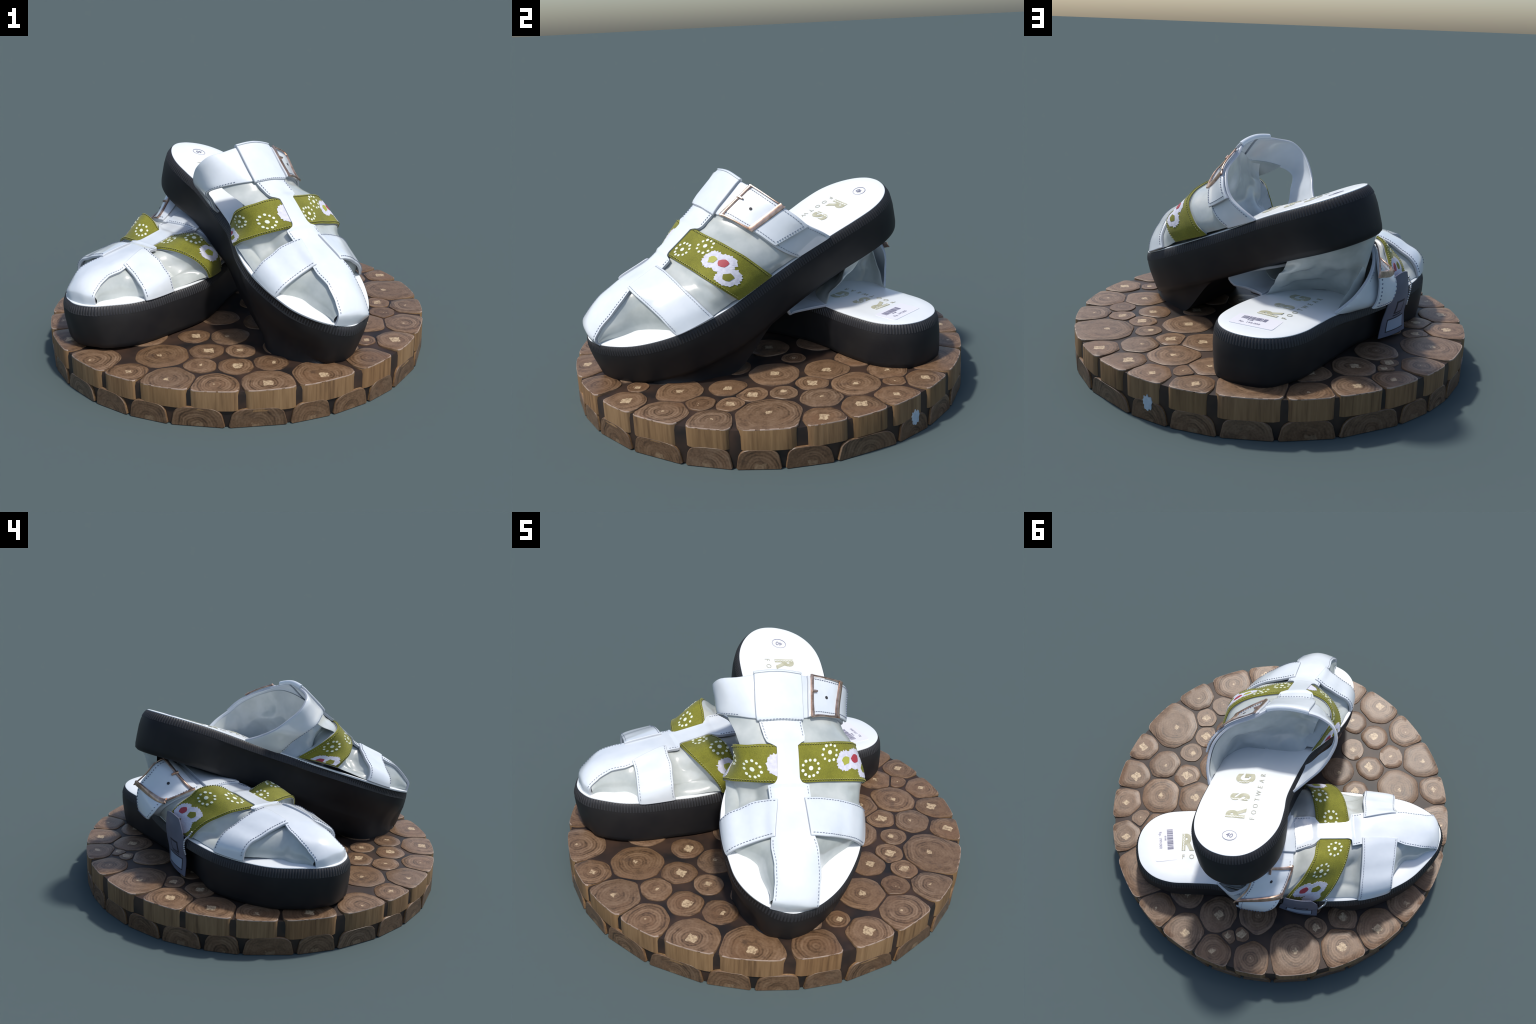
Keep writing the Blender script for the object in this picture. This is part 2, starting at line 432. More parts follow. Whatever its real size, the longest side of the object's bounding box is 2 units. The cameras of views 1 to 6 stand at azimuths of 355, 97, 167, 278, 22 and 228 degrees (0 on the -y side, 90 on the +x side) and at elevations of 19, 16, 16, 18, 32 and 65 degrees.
# ------------------------------------------------------------------ mesh helpers
def add_object(name, verts, faces, mats, parent=None, smooth=True, face_mats=None, recalc=True, bevel=0, angle=40, kind=None):
    me = bpy.data.meshes.new(name)
    me.from_pydata([tuple(map(float, p)) for p in verts], [], [tuple(f) for f in faces])
    if not isinstance(mats, (list, tuple)):
        mats = [mats]
    for m in mats:
        me.materials.append(m)
    if face_mats is not None:
        me.polygons.foreach_set("material_index", face_mats)
    if recalc:
        bm = bmesh.new(); bm.from_mesh(me)
        bmesh.ops.recalc_face_normals(bm, faces=bm.faces)
        bm.to_mesh(me); bm.free()
    ob = bpy.data.objects.new(name, me)
    bpy.context.scene.collection.objects.link(ob)
    ob.parent = parent
    if smooth:
        me.polygons.foreach_set("use_smooth", [True] * len(me.polygons))
        me.set_sharp_from_angle(angle=math.radians(angle))
    if bevel:
        b = ob.modifiers.new("Bevel", "BEVEL"); b.width = bevel; b.segments = 2; b.limit_method = "ANGLE"; b.angle_limit = math.radians(50)
        me.polygons.foreach_set("use_smooth", [True] * len(me.polygons))
    if kind:
        ob["kind"] = kind
    return ob


class Soup:
    """collects small closed pieces into one mesh"""
    def __init__(self):
        self.v, self.f = [], []

    def add(self, verts, faces):
        k = len(self.v)
        self.v += list(verts)
        self.f += [tuple(i + k for i in f) for f in faces]

    def box(self, c, ax, ay, az):
        c, ax, ay, az = map(np.asarray, (c, ax, ay, az))
        vs = [c + sx*ax + sy*ay + sz*az for sz in (-1, 1) for sx, sy in ((-1, -1), (1, -1), (1, 1), (-1, 1))]
        self.add(vs, [(0, 3, 2, 1), (4, 5, 6, 7), (0, 1, 5, 4), (1, 2, 6, 5), (2, 3, 7, 6), (3, 0, 4, 7)])

    def prism(self, bottom, top):
        n = len(bottom)
        self.add(list(bottom) + list(top), [tuple(range(n))[::-1], tuple(range(n, 2*n))] + [(i, (i+1) % n, n + (i+1) % n, n + i) for i in range(n)])

    def ball(self, c, r, nu=8, nv=5):
        vs = [np.add(c, (0, 0, -r))]
        for j in range(1, nv):
            a = -math.pi/2 + math.pi*j/nv
            vs += [np.add(c, (r*math.cos(a)*math.cos(2*math.pi*i/nu), r*math.cos(a)*math.sin(2*math.pi*i/nu), r*math.sin(a))) for i in range(nu)]
        vs.append(np.add(c, (0, 0, r)))
        fs = [(0, 1 + (i+1) % nu, 1 + i) for i in range(nu)]
        for j in range(nv - 2):
            fs += [(1 + j*nu + i, 1 + j*nu + (i+1) % nu, 1 + (j+1)*nu + (i+1) % nu, 1 + (j+1)*nu + i) for i in range(nu)]
        e = len(vs) - 1
        fs += [(e, 1 + (nv-2)*nu + i, 1 + (nv-2)*nu + (i+1) % nu) for i in range(nu)]
        self.add(vs, fs)


def rim_faces(fs, rows, cols):
    """material slots for a slab: 1 on its cut edges"""
    return [0] * (2 * (rows - 1) * (cols - 1)) + [1] * (len(fs) - 2 * (rows - 1) * (cols - 1))


def slab(top, bottom):
    """closed sheet from two equal grids [rows][cols]"""
    R, C = len(top), len(top[0])
    vs = [p for row in top for p in row] + [p for row in bottom for p in row]
    k = R * C
    fs = []
    for i in range(R - 1):
        for j in range(C - 1):
            a, b, c, d = i*C + j, i*C + j + 1, (i+1)*C + j + 1, (i+1)*C + j
            fs += [(a, b, c, d), (k + d, k + c, k + b, k + a)]
    rim = [j for j in range(C)] + [i*C + C - 1 for i in range(1, R)] + [(R-1)*C + j for j in range(C-2, -1, -1)] + [i*C for i in range(R-2, 0, -1)]
    for a, b in zip(rim, rim[1:] + rim[:1]):
        fs.append((b, a, k + a, k + b))
    return vs, fs


# ------------------------------------------------------------------ sandals
def build_sandal(foot, name):
    O, F, L, N = FRAMES[foot]
    sign = 1 if foot == "left" else -1
    U = Upper(foot)
    root = bpy.data.objects.new(name, None)
    bpy.context.scene.collection.objects.link(root)
    Y = L * sign
    root.matrix_world = Matrix(((F[0], Y[0], N[0], O[0]), (F[1], Y[1], N[1], O[1]), (F[2], Y[2], N[2], O[2]), (0, 0, 0, 1)))

    def loc(p):  # (along, outward, up) -> object axes
        return (p[0], p[1] * sign, p[2])

    def put(nm, verts, faces, mats, parent=root, **kw):
        return add_object(nm, [loc(p) for p in verts], faces, mats, parent, **kw)

    crown = .014 if foot == "left" else .006
    footbed_height = lambda s, t, swell=0.0: globals()["footbed_height"](s, t, swell, crown)
    # ---- footbed and sole
    SWELL = .024 if foot == "left" else 0.0
    mid_t = lambda s: float(np.interp(s, (-.6, 0, .4, .7, .95), (.045, .115, .135, .125, .105)))
    q, nrm = outline(foot, 300)

    def footbed_top(s, t):
        edge = [p[1] for p in q if abs(p[0] - s) < .03 and (p[1] - mid_t(s)) * (t - mid_t(s)) > 0] or [9]
        w = 1 - abs(t - mid_t(s)) / max(abs(np.mean(edge) - mid_t(s)), .02)
        return footbed_height(s, t, SWELL * max(0, min(1, w)))
    n = len(q)
    def ring(off, h, taper=0.0):
        return [(q[i, 0] + nrm[i, 0]*off, q[i, 1] + nrm[i, 1]*off, footbed_height(*q[i]) + h) for i in range(n)]
    def stack(rings, cap_top, cap_bottom):
        vs = [p for r in rings for p in r]; fs = []
        for k in range(len(rings) - 1):
            fs += [(k*n + i, k*n + (i+1) % n, (k+1)*n + (i+1) % n, (k+1)*n + i) for i in range(n)]
        for on, k, h in ((cap_top, 0, 0), (cap_bottom, len(rings) - 1, 0)):
            if on:
                # cap by shrinking rings to a middle line
                prev = k*n
                for w in (.25, .5, .75, .95):
                    base = len(vs)
                    for i in range(n):
                        p = rings[k][i]
                        s = min(max(p[0], -.45), .72)
                        mid = (s, mid_t(s), footbed_height(s, 0, SWELL if cap_top and k == 0 else 0) + p[2] - footbed_height(*q[i]))
                        vs.append(tuple(p[c]*(1-w) + mid[c]*w for c in range(3)))
                    fs += [(prev + i, prev + (i+1) % n, base + (i+1) % n, base + i) for i in range(n)]
                    prev = base
                fs.append(tuple(range(prev, prev + n)))
        return vs, fs
    smooth = lambda a, b, x: (lambda t: t*t*(3 - 2*t))(max(0., min(1., (x - a) / (b - a))))   # also with a > b
    # wall of the sole: (offset at the rim, height); it leans with the wear of each shoe
    rim_cut = np.array([smooth(.10, .35, q[i, 0]) * smooth(.1, .6, -nrm[i, 1]) if foot == "left" else 0. for i in range(n)])
    down = np.array((F[2], L[2], N[2])) * -1.0           # straight down, seen from the shoe
    down = down / -down[2]
    def flare(i):
        s_, t_ = q[i]
        if foot == "right":
            return -.014 * smooth(.55, .95, nrm[i, 0]) + .022 * smooth(.55, .95, -nrm[i, 0]) + .012 * smooth(.3, .8, -nrm[i, 1])
        return .016 * smooth(.0, .5, nrm[i, 1]) * smooth(-.2, .2, s_) + .010 * smooth(.5, .9, nrm[i, 0])
    def wall(off, h):
        d = -h / .226
        r = []
        for i in range(n):
            o = off * (1 - .9 * rim_cut[i]) + flare(i) * max(0, d - .2) / .8
            if foot == "right" and h < -.030:      # the waist of the sole is drawn in on the outer side
                o -= .052 * smooth(.3, .8, nrm[i, 1]) * smooth(-.32, -.06, q[i, 0]) * smooth(.48, .22, q[i, 0])
            if foot == "left":                      # tucked in under the inner side of the toes
                o -= .020 * smooth(.12, .6, -nrm[i, 1]) * smooth(-.35, -.12, q[i, 0]) * smooth(.55, .35, q[i, 0]) * smooth(.03, .07, -h)
                o -= .040 * smooth(.12, .6, -nrm[i, 1]) * smooth(.25, .5, q[i, 0]) * smooth(.08, .2, -h)
            x, y, z = q[i, 0] + nrm[i, 0]*o, q[i, 1] + nrm[i, 1]*o, footbed_height(*q[i]) + h
            k = rim_cut[i] * max(0., -h - .03)
            r.append((x + down[0]*k*(1.1 - .9*smooth(.55, .90, q[i, 0])), y + down[1]*k*(1.15 - .4*smooth(.6, .95, q[i, 0])), z))
        return r
    sole_rings = [ring(-.014, -.014), ring(.003, -.012), wall(.011, -.020), wall(.018, -.038), wall(.0215, -.062), wall(.021, -.10), wall(.015, -.155), wall(.010, -.195), wall(.004, -.217), wall(-.010, -.226)]
    if foot == "left":
        # the toe half of the leaning sole runs down onto the board
        for off, frac in ((.004, .35), (.010, .7), (.024, 1.0)):
            r = []
            flat, spread = wall(-.010 - .004 * frac, -.226), wall(off - .010, -.226)
            for i in range(n):
                edge_s = .60 - .5 * (flat[i][1] - .07)      # the sole leaves the board along a slanting line
                k = smooth(.14, edge_s + .02, flat[i][0])
                pull = .055 * smooth(.80, .45, flat[i][0]) * smooth(.1, .6, nrm[i, 1])
                spread[i] = tuple(spread[i][c] - (nrm[i, c] * .07 * smooth(edge_s + .08, edge_s - .12, flat[i][0]) * smooth(.1, .6, -nrm[i, 1]) * frac + nrm[i, c] * pull * frac if c < 2 else 0) for c in range(3))
                p = [flat[i][c] * (1 - k) + spread[i][c] * k for c in range(3)]
                w = O + F*p[0] + L*p[1] + N*p[2]
                gap = w[2] - (board_top(w[0], w[1]) - .006)
                drop = gap * frac * k
                if gap < 0: drop = gap
                w = w - np.array((0, 0, drop))
                d = w - O
                r.append((d @ F, d @ L, d @ N))
            sole_rings.append(r)
    vs, fs = stack(sole_rings, False, True)
    fs.append(tuple(range(n))[::-1])
    put("sole", vs, fs, M["rubber"], angle=60)
    vs, fs = stack([ring(-.004, -.016), ring(.003, -.010), ring(.003, -.003), ring(-.004, .0)][::-1], True, True)
    put("footbed", vs, fs, M["insole"], angle=60)
    # ribbed welt around the footbed
    prof = [(-.001, -.014), (.002, -.005), (.008, -.009), (.014, -.020), (.0195, -.036), (.0215, -.046), (.016, -.050), (.0, -.036)]
    ribs = 290
    fine = outline(foot, ribs * 4)
    vs, fs = [], []
    m = len(prof)
    for i in range(ribs * 4):
        k = .0 if (i % 4) < 2 else -.0024
        for j, (o, h) in enumerate(prof):
            kk = k if 1 < j < 6 else 0
            a, b = fine[0][i], fine[1][i]
            cut = 1 - .9 * (smooth(.10, .35, a[0]) * smooth(.1, .6, -b[1]) if foot == "left" else 0)
            vs.append((a[0] + b[0]*(o*cut + kk), a[1] + b[1]*(o*cut + kk), footbed_height(*a) + h + kk*.6))
    tot = ribs * 4
    for i in range(tot):
        for j in range(m):
            fs.append((i*m + j, ((i+1) % tot)*m + j, ((i+1) % tot)*m + (j+1) % m, i*m + (j+1) % m))
    put("welt", vs, fs, M["welt"], angle=30)

    # ---- straps
    def patch(nm, v0, v1, x0, x1, lift, thick, mat, nv=12, nx=28, shape=None, parent=root, bevel=.0035, lift_fn=None):
        top, bot = [], []
        for i in range(nv + 1):
            v = v0 + (v1 - v0) * i / nv
            xa = x0(v) if callable(x0) else x0
            xb = x1(v) if callable(x1) else x1
            rt, rb = [], []
            for j in range(nx + 1):
                x = xa + (xb - xa) * j / nx
                vv = v + (shape(v, x) if shape else 0)
                p, nn = U.at(vv, x), U.normal(vv, x)
                l = lift + (lift_fn(vv, x) if lift_fn else 0)
                # edges of a strap turn slightly inwards
                e = min(i, nv - i) / nv
                l -= .004 * max(0, 1 - e * 9)
                rt.append(p + nn * l); rb.append(p + nn * (l - thick))
            top.append(rt); bot.append(rb)
        vs, fs = slab(top, bot)
        if mat is M["patent"]:
            return put(nm, vs, fs, [mat, M["edge"]], parent, bevel=bevel, face_mats=rim_faces(fs, nv + 1, nx + 1))
        return put(nm, vs, fs, mat, parent, bevel=bevel)

    def stitches(nm, path, mat, lift, parent, pitch=.014, length=.008, width=.0018, th=.0014):
        """path: list of (v, x); dashes are laid along it"""
        pts = np.array([U.at(v, x) for v, x in path]); va = np.array([p[0] for p in path]); xa = np.array([p[1] for p in path])
        a = np.r_[0, np.cumsum(np.linalg.norm(np.diff(pts, axis=0), axis=1))]
        soup = Soup()
        t = pitch / 2
        while t < a[-1] - pitch / 2:
            v, x = np.interp(t, a, va), np.interp(t, a, xa)
            v2, x2 = np.interp(t + .002, a, va), np.interp(t + .002, a, xa)
            p, nn = U.at(v, x), U.normal(v, x)
            d = U.at(v2, x2) - p; d /= max(np.linalg.norm(d), 1e-9)
            side = np.cross(nn, d)
            soup.box(p + nn * (lift(v, x) if callable(lift) else lift), d * length / 2, side * width / 2, nn * th)
            t += pitch
        return put(nm, soup.v, soup.f, mat, parent, smooth=False, kind="stuff")

    def path_x(v, x0, x1, k=40):
        return [(v, x0 + (x1 - x0) * i / k) for i in range(k + 1)]

    def path_v(x, v0, v1, k=30):
        return [((v0 + (v1 - v0) * i / k), (x(v0 + (v1 - v0) * i / k) if callable(x) else x)) for i in range(k + 1)]

    half_mid = lambda v: float(np.interp(v, (1.0, 1.72, 1.95, 2.1, 2.9, 3.08, 3.2, 5.0, 5.4, 8.6, 9.0), (.098, .094, .086, .048, .048, .062, .090, .092, .100, .102, .104)))
    side_x = lambda s: (lambda v: U.x_of(v, s * half_mid(v)))
    TH = .014

    # buckle strap: inner and outer halves
    bulge = (lambda v, x: .045 * math.sin(math.pi * min(1, max(0, v))) * math.exp(-((x - .84) / .13) ** 2)) if foot == "right" else None
    outer_band = patch("buckle_strap", 0, 1, .02, 1, .006, TH, M["patent"], nx=36, lift_fn=bulge)
    inner_band = patch("instep_strap", 0, 1, -1, -.02, .006, TH, M["patent"], nx=36)
    stitches("stitching", path_x(.93, -.32, -.95), M["thread"], .0065, inner_band)
    stitches("stitching", path_x(.90, .62, .97), M["thread"], .0065, outer_band)
    stitches("stitching", path_x(.07, .62, .97), M["thread"], .0065, outer_band)

    # loop of the middle strap folded over the buckle strap
    hw = .107
    loop_lift = lambda v, x: -.006 * max(0, (v - .8) / .3)
    loop = patch("strap_loop", -.0, 1.12, lambda v: U.x_of(v, -hw), lambda v: U.x_of(v, hw), .020, .016, M["patent"], nv=16, nx=20, lift_fn=loop_lift, bevel=.005)
    # rounded rear edge of the loop, turned inwards
    top, bot = [], []
    for k in range(7):
        a = math.pi * k / 6
        rt, rb = [], []
        for j in range(17):
            x = U.x_of(0, -hw + 2*hw*j/16)
            p, nn = U.at(0, x), U.normal(0, x)
            back = U.at(0, x) - U.at(.15, x); back /= np.linalg.norm(back)
            mid = nn * .006
            rt.append(p + mid + nn * math.cos(a) * .0138 + back * math.sin(a) * .012)
            rb.append(p + mid + nn * math.cos(a) * .004 + back * (math.sin(a) * .003 - .001))
        top.append(rt); bot.append(rb)
    vs, fs = slab(top, bot)
    put("loop_fold", vs, fs, M["patent"], loop)
    stitches("stitching", [(1.10, U.x_of(1.1, -hw*.92 + 2*hw*.92*i/24)) for i in range(25)], M["thread"], .0165, loop)

    # middle strap, instep to toe
    lift_mid = lambda v, x: .007 * max(0., min(1., (v - 1.8) / .25)) * max(0., min(1., (3.35 - v) / .25))
    mid = patch("middle_strap", .86, 9.0, side_x(-1), side_x(1), .006, TH, M["patent"], nv=170, nx=16, lift_fn=lift_mid, bevel=.004)
    for s in (-1, 1):
        for v0, v1 in ((1.15, 1.85), (3.2, 3.95), (5.1, 8.2)):
            stitches("stitching", path_v(lambda v: U.x_of(v, s * (half_mid(v) - .010)), v0, v1, 40), M["thread"], .0068, mid)

    # toe straps
    e4, e5 = .055, .072
    for s, nm in ((1, "outer_toe_strap"), (-1, "inner_toe_strap")):
        inner = lambda v: U.x_of(v, s * (e4 + (e5 - e4) * (v - 4)))
        o = patch(nm, 4, 5, inner if s > 0 else -1, 1 if s > 0 else inner, .017, TH, M["patent"], nx=34, lift_fn=lambda v, x: -.011 * min(1, max(0, (abs(x) - .25) / .3)))
        for v in (4.07, 4.93):
            soup_path = path_x(v, inner(v) * 1.1, s * .97)
            # follow the falling lift
            stitches("stitching", soup_path, M["thread"], lambda v_, x_: .0178 - .011 * min(1, max(0, (abs(x_) - .25) / .3)), o)

    # green straps
    greens = {}
    for s, nm in ((1, "outer_green_strap"), (-1, "inner_green_strap")):
        inner = lambda v: U.x_of(v, s * .034)
        g = patch(nm, 2, 3, inner if s > 0 else -1, 1 if s > 0 else inner, .006, .006, M["green"], nx=36)
        patch("strap_backing", 2.01, 2.99, inner if s > 0 else -1, 1 if s > 0 else inner, -.0005, .004, M["patent"], nx=30, bevel=0, parent=g)
        greens[s] = g
        for v in (2.06, 2.94):
            stitches("stitching", path_x(v, U.x_of(v, s * .055), s * .97), M["yellow_thread"], .0072, g, pitch=.0125, length=.0075)
            stitches("stitch_hole", path_x(v + .02, U.x_of(v, s * .058), s * .97), M["dark_thread"], .0060, g, pitch=.0125, length=.006)

    # pale lining that closes the gaps between the straps
    def liner(nm, v0, v1, x0, x1, lift=-.012, sag=.006, deep=0.0):
        patch(nm, v0, v1, x0, x1, lift, .005, M["lining"], nv=18, nx=34, bevel=0,
              lift_fn=lambda v, x: -(sag + deep * smooth(.22, .5, abs(x)) * smooth(1.02, .8, abs(x))) * math.sin(math.pi * min(1, max(0, (v - v0) / (v1 - v0)))) ** .7 + .004 * noise.noise((v * 3, x * 5, 2.7)))
    liner("lining", .8, 2.2, .05, .99, -.004, .008)
    liner("lining", 2.9, 4.1, .05, .99, -.006, .012, .055 if foot == "right" else 0)
    liner("lining", 2.9, 4.1, -.99, -.05, -.008, .012, .055)
    if foot == "right":
        liner("lining", .8, 2.2, -.99, -.05, -.008, .010)
    else:
        liner("lining", .9, 2.2, -.46, -.05, -.006, .008)
    # walls under the toe strap: they fall from its edge to the footbed and swing out under the toe straps
    for s in (-1, 1):
        top, bot = [], []
        for i in range(29):
            v = 4.80 + 3.2 * i / 28
            open_ = max(0., 1 - (v - 4.80) / .75) ** 1.3
            a = U.lifted(v, U.x_of(v, s * half_mid(v) * .93), -.006)
            far = U.lifted(v, s * .97, -.012)
            rt, rb = [], []
            for j in range(13):
                u = j / 12
                # under the toe straps the lining follows them outwards, ahead of them it drops
                along = U.lifted(v, (U.x_of(v, s * half_mid(v) * .93) * (1 - u) + s * .97 * u), -.014)
                reach = .05 + .16 * (v - 4.8) / 3.2
                b_t = a[1] + (far[1] - a[1]) * (.18 + .12 * math.sin(math.pi * min(1, (v - 4.8) / 2.4)))
                drop = np.array((a[0] - .004, a[1] * (1 - u) + b_t * u, a[2] * (1 - u) ** 1.0 + (footbed_height(a[0], b_t) - .003) * u))
                drop += np.array((0, s * .012 * math.sin(math.pi * u), 0))
                p = along * open_ + drop * (1 - open_)
                rt.append(p); rb.append(p + np.array((-.003, -s * .004, -.002)))
            top.append(rt); bot.append(rb)
        vs, fs = slab(top, bot)
        put("toe_lining", vs, fs, M["lining"], bevel=0)

    # lining that closes the foot opening a hand's breadth in
    floor = {"left": [(-.03, .322), (.054, .262), (.085, .234), (.105, .153), (.125, .06), (.155, -.037), (.18, -.07)],
             "right": [(-.27, .255), (-.152, .295), (-.016, .222), (.03, .12), (.0, .02), (-.10, -.08), (-.19, -.13)]}[foot]
    x_hi, x_lo, v_top = (.97, -.28, .30) if foot == "left" else (.97, -.9, .12)
    fl = catmull([(a_, b_, 0) for a_, b_ in floor], 6)
    # on the lower sandal the crushed lining is pulled up to the underside of the heel resting on it
    Ol, Fl, Ll, Nl = FRAMES["left"]
    under = [(-.585, -.120), (-.635, -.050), (-.640, .040), (-.620, .110), (-.560, .175), (-.45, .215), (-.33, .235)]
    hung = [Ol + Fl*p_ + Ll*t_ - Nl*.221 - O for p_, t_ in under]
    hung = catmull([(w_ @ F, w_ @ L, w_ @ N) for w_ in hung], 6)
    top, bot = [], []
    for i in range(len(fl)):
        u = i / (len(fl) - 1)
        if foot == "left":
            hi = U.lifted(.12 + .9 * smooth(.55, 1, u), x_hi + (x_lo - x_hi) * u, -.012)
        else:
            hi = hung[i]
        lo = np.array((fl[i][0], fl[i][1], footbed_height(fl[i][0], fl[i][1]) - .002))
        rt, rb = [], []
        for j in range(19):
            w = j / 18
            p = lo * (1 - w) + hi * w
            p = p + np.array(((.050 if foot == "left" else .012) * math.sin(math.pi * w) + .036 * noise.noise((u * 5, w * 4, 1.3)) * math.sin(math.pi * w), 0, -.012 * math.sin(math.pi * w) + .024 * noise.noise((u * 9, w * 6, 5.3)) * math.sin(math.pi * w)))
            rt.append(p); rb.append(p + np.array((.006, 0, 0)))
        top.append(rt); bot.append(rb)
    vs, fs = slab(top, bot)
    put("inner_lining", vs, fs, M["lining"], bevel=0)
    if foot == "left":
        # side lining from there to the heel-side edge of the inner green strap
        edge = [bot[-1][j] for j in range(1, 16)][::-1]
        top, bot = [], []
        for j in range(15):
            w = j / 14
            far = U.lifted(2.02, -.36 - .60 * w, -.010)
            rt, rb = [], []
            for k in range(9):
                u = k / 8
                p = edge[j] * (1 - u) + far * u + np.array((0, .055 * math.sin(math.pi * u) + .016 * noise.noise((u * 3, w * 4, 8.1)), -.006 * math.sin(math.pi * u)))
                rt.append(p); rb.append(p + np.array((.002, .005, 0)))
            top.append(rt); bot.append(rb)
        vs, fs = slab(top, bot)
        put("side_lining", vs, fs, M["lining"], bevel=0)

    # flap of the buckle strap
    xa, xb = FLAP[foot]
    tip_lift = .008 if foot == "left" else .060
    flap_tip = lambda v, x: .010 + tip_lift * smooth(.35, 1.0, (x - xa) / (xb - xa))
    flap = patch("strap_end", 0.0, 1.0, xa, xb, .006, .010, M["patent"], nv=12, nx=26, lift_fn=flap_tip, bevel=.003,
                 shape=(lambda v, x: (1 - v) * .36 * smooth(.45, 1.0, (x - xa) / (xb - xa))) if foot == "right" else None)
    lf = lambda x: .0072 + flap_tip(0, x)
    for v in (.08, .90):
        pp = path_x(v, xa + .02, xb - .02, 40)
        stitches("stitching", [(v + (1 - v) * .36 * smooth(.45, 1.0, (x - xa) / (xb - xa)), x) if foot == "right" and v < .5 else (v, x) for v, x in pp], M["thread"], lambda v_, x_: lf(x_), flap, th=.002)
    stitches("stitching", path_v(xb - .025, .08 if foot == "left" else .40, .9), M["thread"], lambda v_, x_: lf(x_), flap, th=.002)
    for x in HOLES[foot]:
        c, nn = U.lifted(.5, x, lf(x)), U.normal(.5, x)
        d = U.at(.5, x + .02) - U.at(.5, x - .02); d /= np.linalg.norm(d); e = np.cross(nn, d)
        so = Soup()
        pts = [c + (d * math.cos(2*math.pi*k/12) * .0085 + e * math.sin(2*math.pi*k/12) * .0075) for k in range(12)]
        so.prism([p - nn*.003 for p in pts], [p + nn*.0008 for p in pts])
        put("strap_hole", so.v, so.f, M["hole"], flap, smooth=False)

    # buckle: a bent rectangular frame, a wide bar and a prong
    bx0, bx1 = BUCKLE[foot]
    above_flap = .009
    soup = Soup()

    def bar(p_from, p_to, w0, w1, th, steps=10, wob=0.0):
        """flat bar along the surface between two (v, x) points"""
        prev = None
        rings = []
        for i in range(steps + 1):
            u = i / steps
            v = p_from[0] + (p_to[0] - p_from[0]) * u; x = p_from[1] + (p_to[1] - p_from[1]) * u
            vc, nn = min(max(v, 0), 1.2), None
            p = U.at(v if v >= 0 else 0, x); nn = U.normal(max(v, 0.02), x)
            if v < 0:
                p = p + (U.at(0, x) - U.at(.2, x)) / .2 * (-v)
            p = p + nn * (flap_tip(0, x) + above_flap)
            u2 = min(u + .05, 1); u1 = max(u - .05, 0)
            f = lambda uu: U.at(max(p_from[0] + (p_to[0] - p_from[0]) * uu, 0), p_from[1] + (p_to[1] - p_from[1]) * uu)
            d = f(u2) - f(u1); d /= max(np.linalg.norm(d), 1e-9)
            e = np.cross(nn, d); w = w0 + (w1 - w0) * u
            w *= 1 + wob * math.sin(u * 9)
            rings.append([p + e*w*.5 - nn*th*.4, p + e*w*.45 + nn*th*.3, p + e*w*.2 + nn*th*.55, p - e*w*.2 + nn*th*.55, p - e*w*.45 + nn*th*.3, p - e*w*.5 - nn*th*.4])
        m = 6
        vs = [p for r in rings for p in r]
        fs = [(i*m + j, i*m + (j+1) % m, (i+1)*m + (j+1) % m, (i+1)*m + j) for i in range(steps) for j in range(m)]
        fs += [tuple(range(m))[::-1], tuple(range(steps*m, steps*m + m))]
        soup.add(vs, fs)

    bar((-.03, bx0), (1.06, bx0), .015, .017, .009, 14, .08)
    bar((-.03, bx1), (1.06, bx1), .030, .030, .010, 14)
    bar((1.03, bx0 - .012), (1.04, bx1 + .02), .009, .009, .008, 14, .15)
    bar((-.01, bx0 - .012), (-.02, bx1 + .02), .007, .007, .007, 14, .1)
    buckle = put("buckle", soup.v, soup.f, M["metal"], angle=35)
    soup = Soup()
    above_flap += .005
    bar((.40, bx0 - .012), (.40, bx0 + .04), .014, .010, .011, 8)
    prong = put("prong", soup.v, soup.f, M["metal"], buckle, angle=35)

    # ---- printed dots and flowers on the green straps
    def disc(soup, v, x, r, lift, k=10, jag=0, seed=0, stretch=1.0):
        c = U.at(v, x); nn = U.normal(v, x)
        ev = U.at(min(v + .04, 2.999), x) - U.at(max(v - .04, 2.001), x); dv = .08 if 2.04 < v < 2.96 else .04
        ex = U.at(v, x + .02) - U.at(v, x - .02)
        mv = max(np.linalg.norm(ev) / dv, 1e-5); mx = max(np.linalg.norm(ex) / .04, 1e-5)
        loop = []
        r_ = random.Random(seed)
        for i in range(k):
            a = 2 * math.pi * i / k
            rr = r * (1 + (jag * (r_.random() * 1.3 - .3 + (.4 if i % 2 else -.4)) if jag else 0))
            loop.append((v + rr * math.sin(a) / mv, x + rr * math.cos(a) * stretch / mx))
        # concentric rings so the print follows the strap
        rings = []
        for w in (1, .66, .33):
            rings.append([(v + (a - v) * w, x + (b - x) * w) for a, b in loop])
        ok = lambda a: min(max(a, 2.02), 2.98)
        vs, fs = [], []
        for rg in rings:
            for a, b in rg:
                a = ok(a); b = max(-.985, min(.985, b))
                vs.append(U.lifted(a, b, .0055 + lift))
        vs.append(U.lifted(ok(v), x, .0055 + lift))
        for q_ in range(2):
            fs += [(q_*k + i, q_*k + (i+1) % k, (q_+1)*k + (i+1) % k, (q_+1)*k + i) for i in range(k)]
        fs += [(2*k + i, 2*k + (i+1) % k, 3*k) for i in range(k)]
        base = len(vs)
        low = [U.lifted(ok(a), max(-.985, min(.985, b)), .0035) for a, b in loop]
        vs += low
        fs += [((i+1) % k, i, base + i, base + (i+1) % k) for i in range(k)]
        fs.append(tuple(base + i for i in range(k))[::-1])
        soup.add(vs, fs)
        return mv, mx

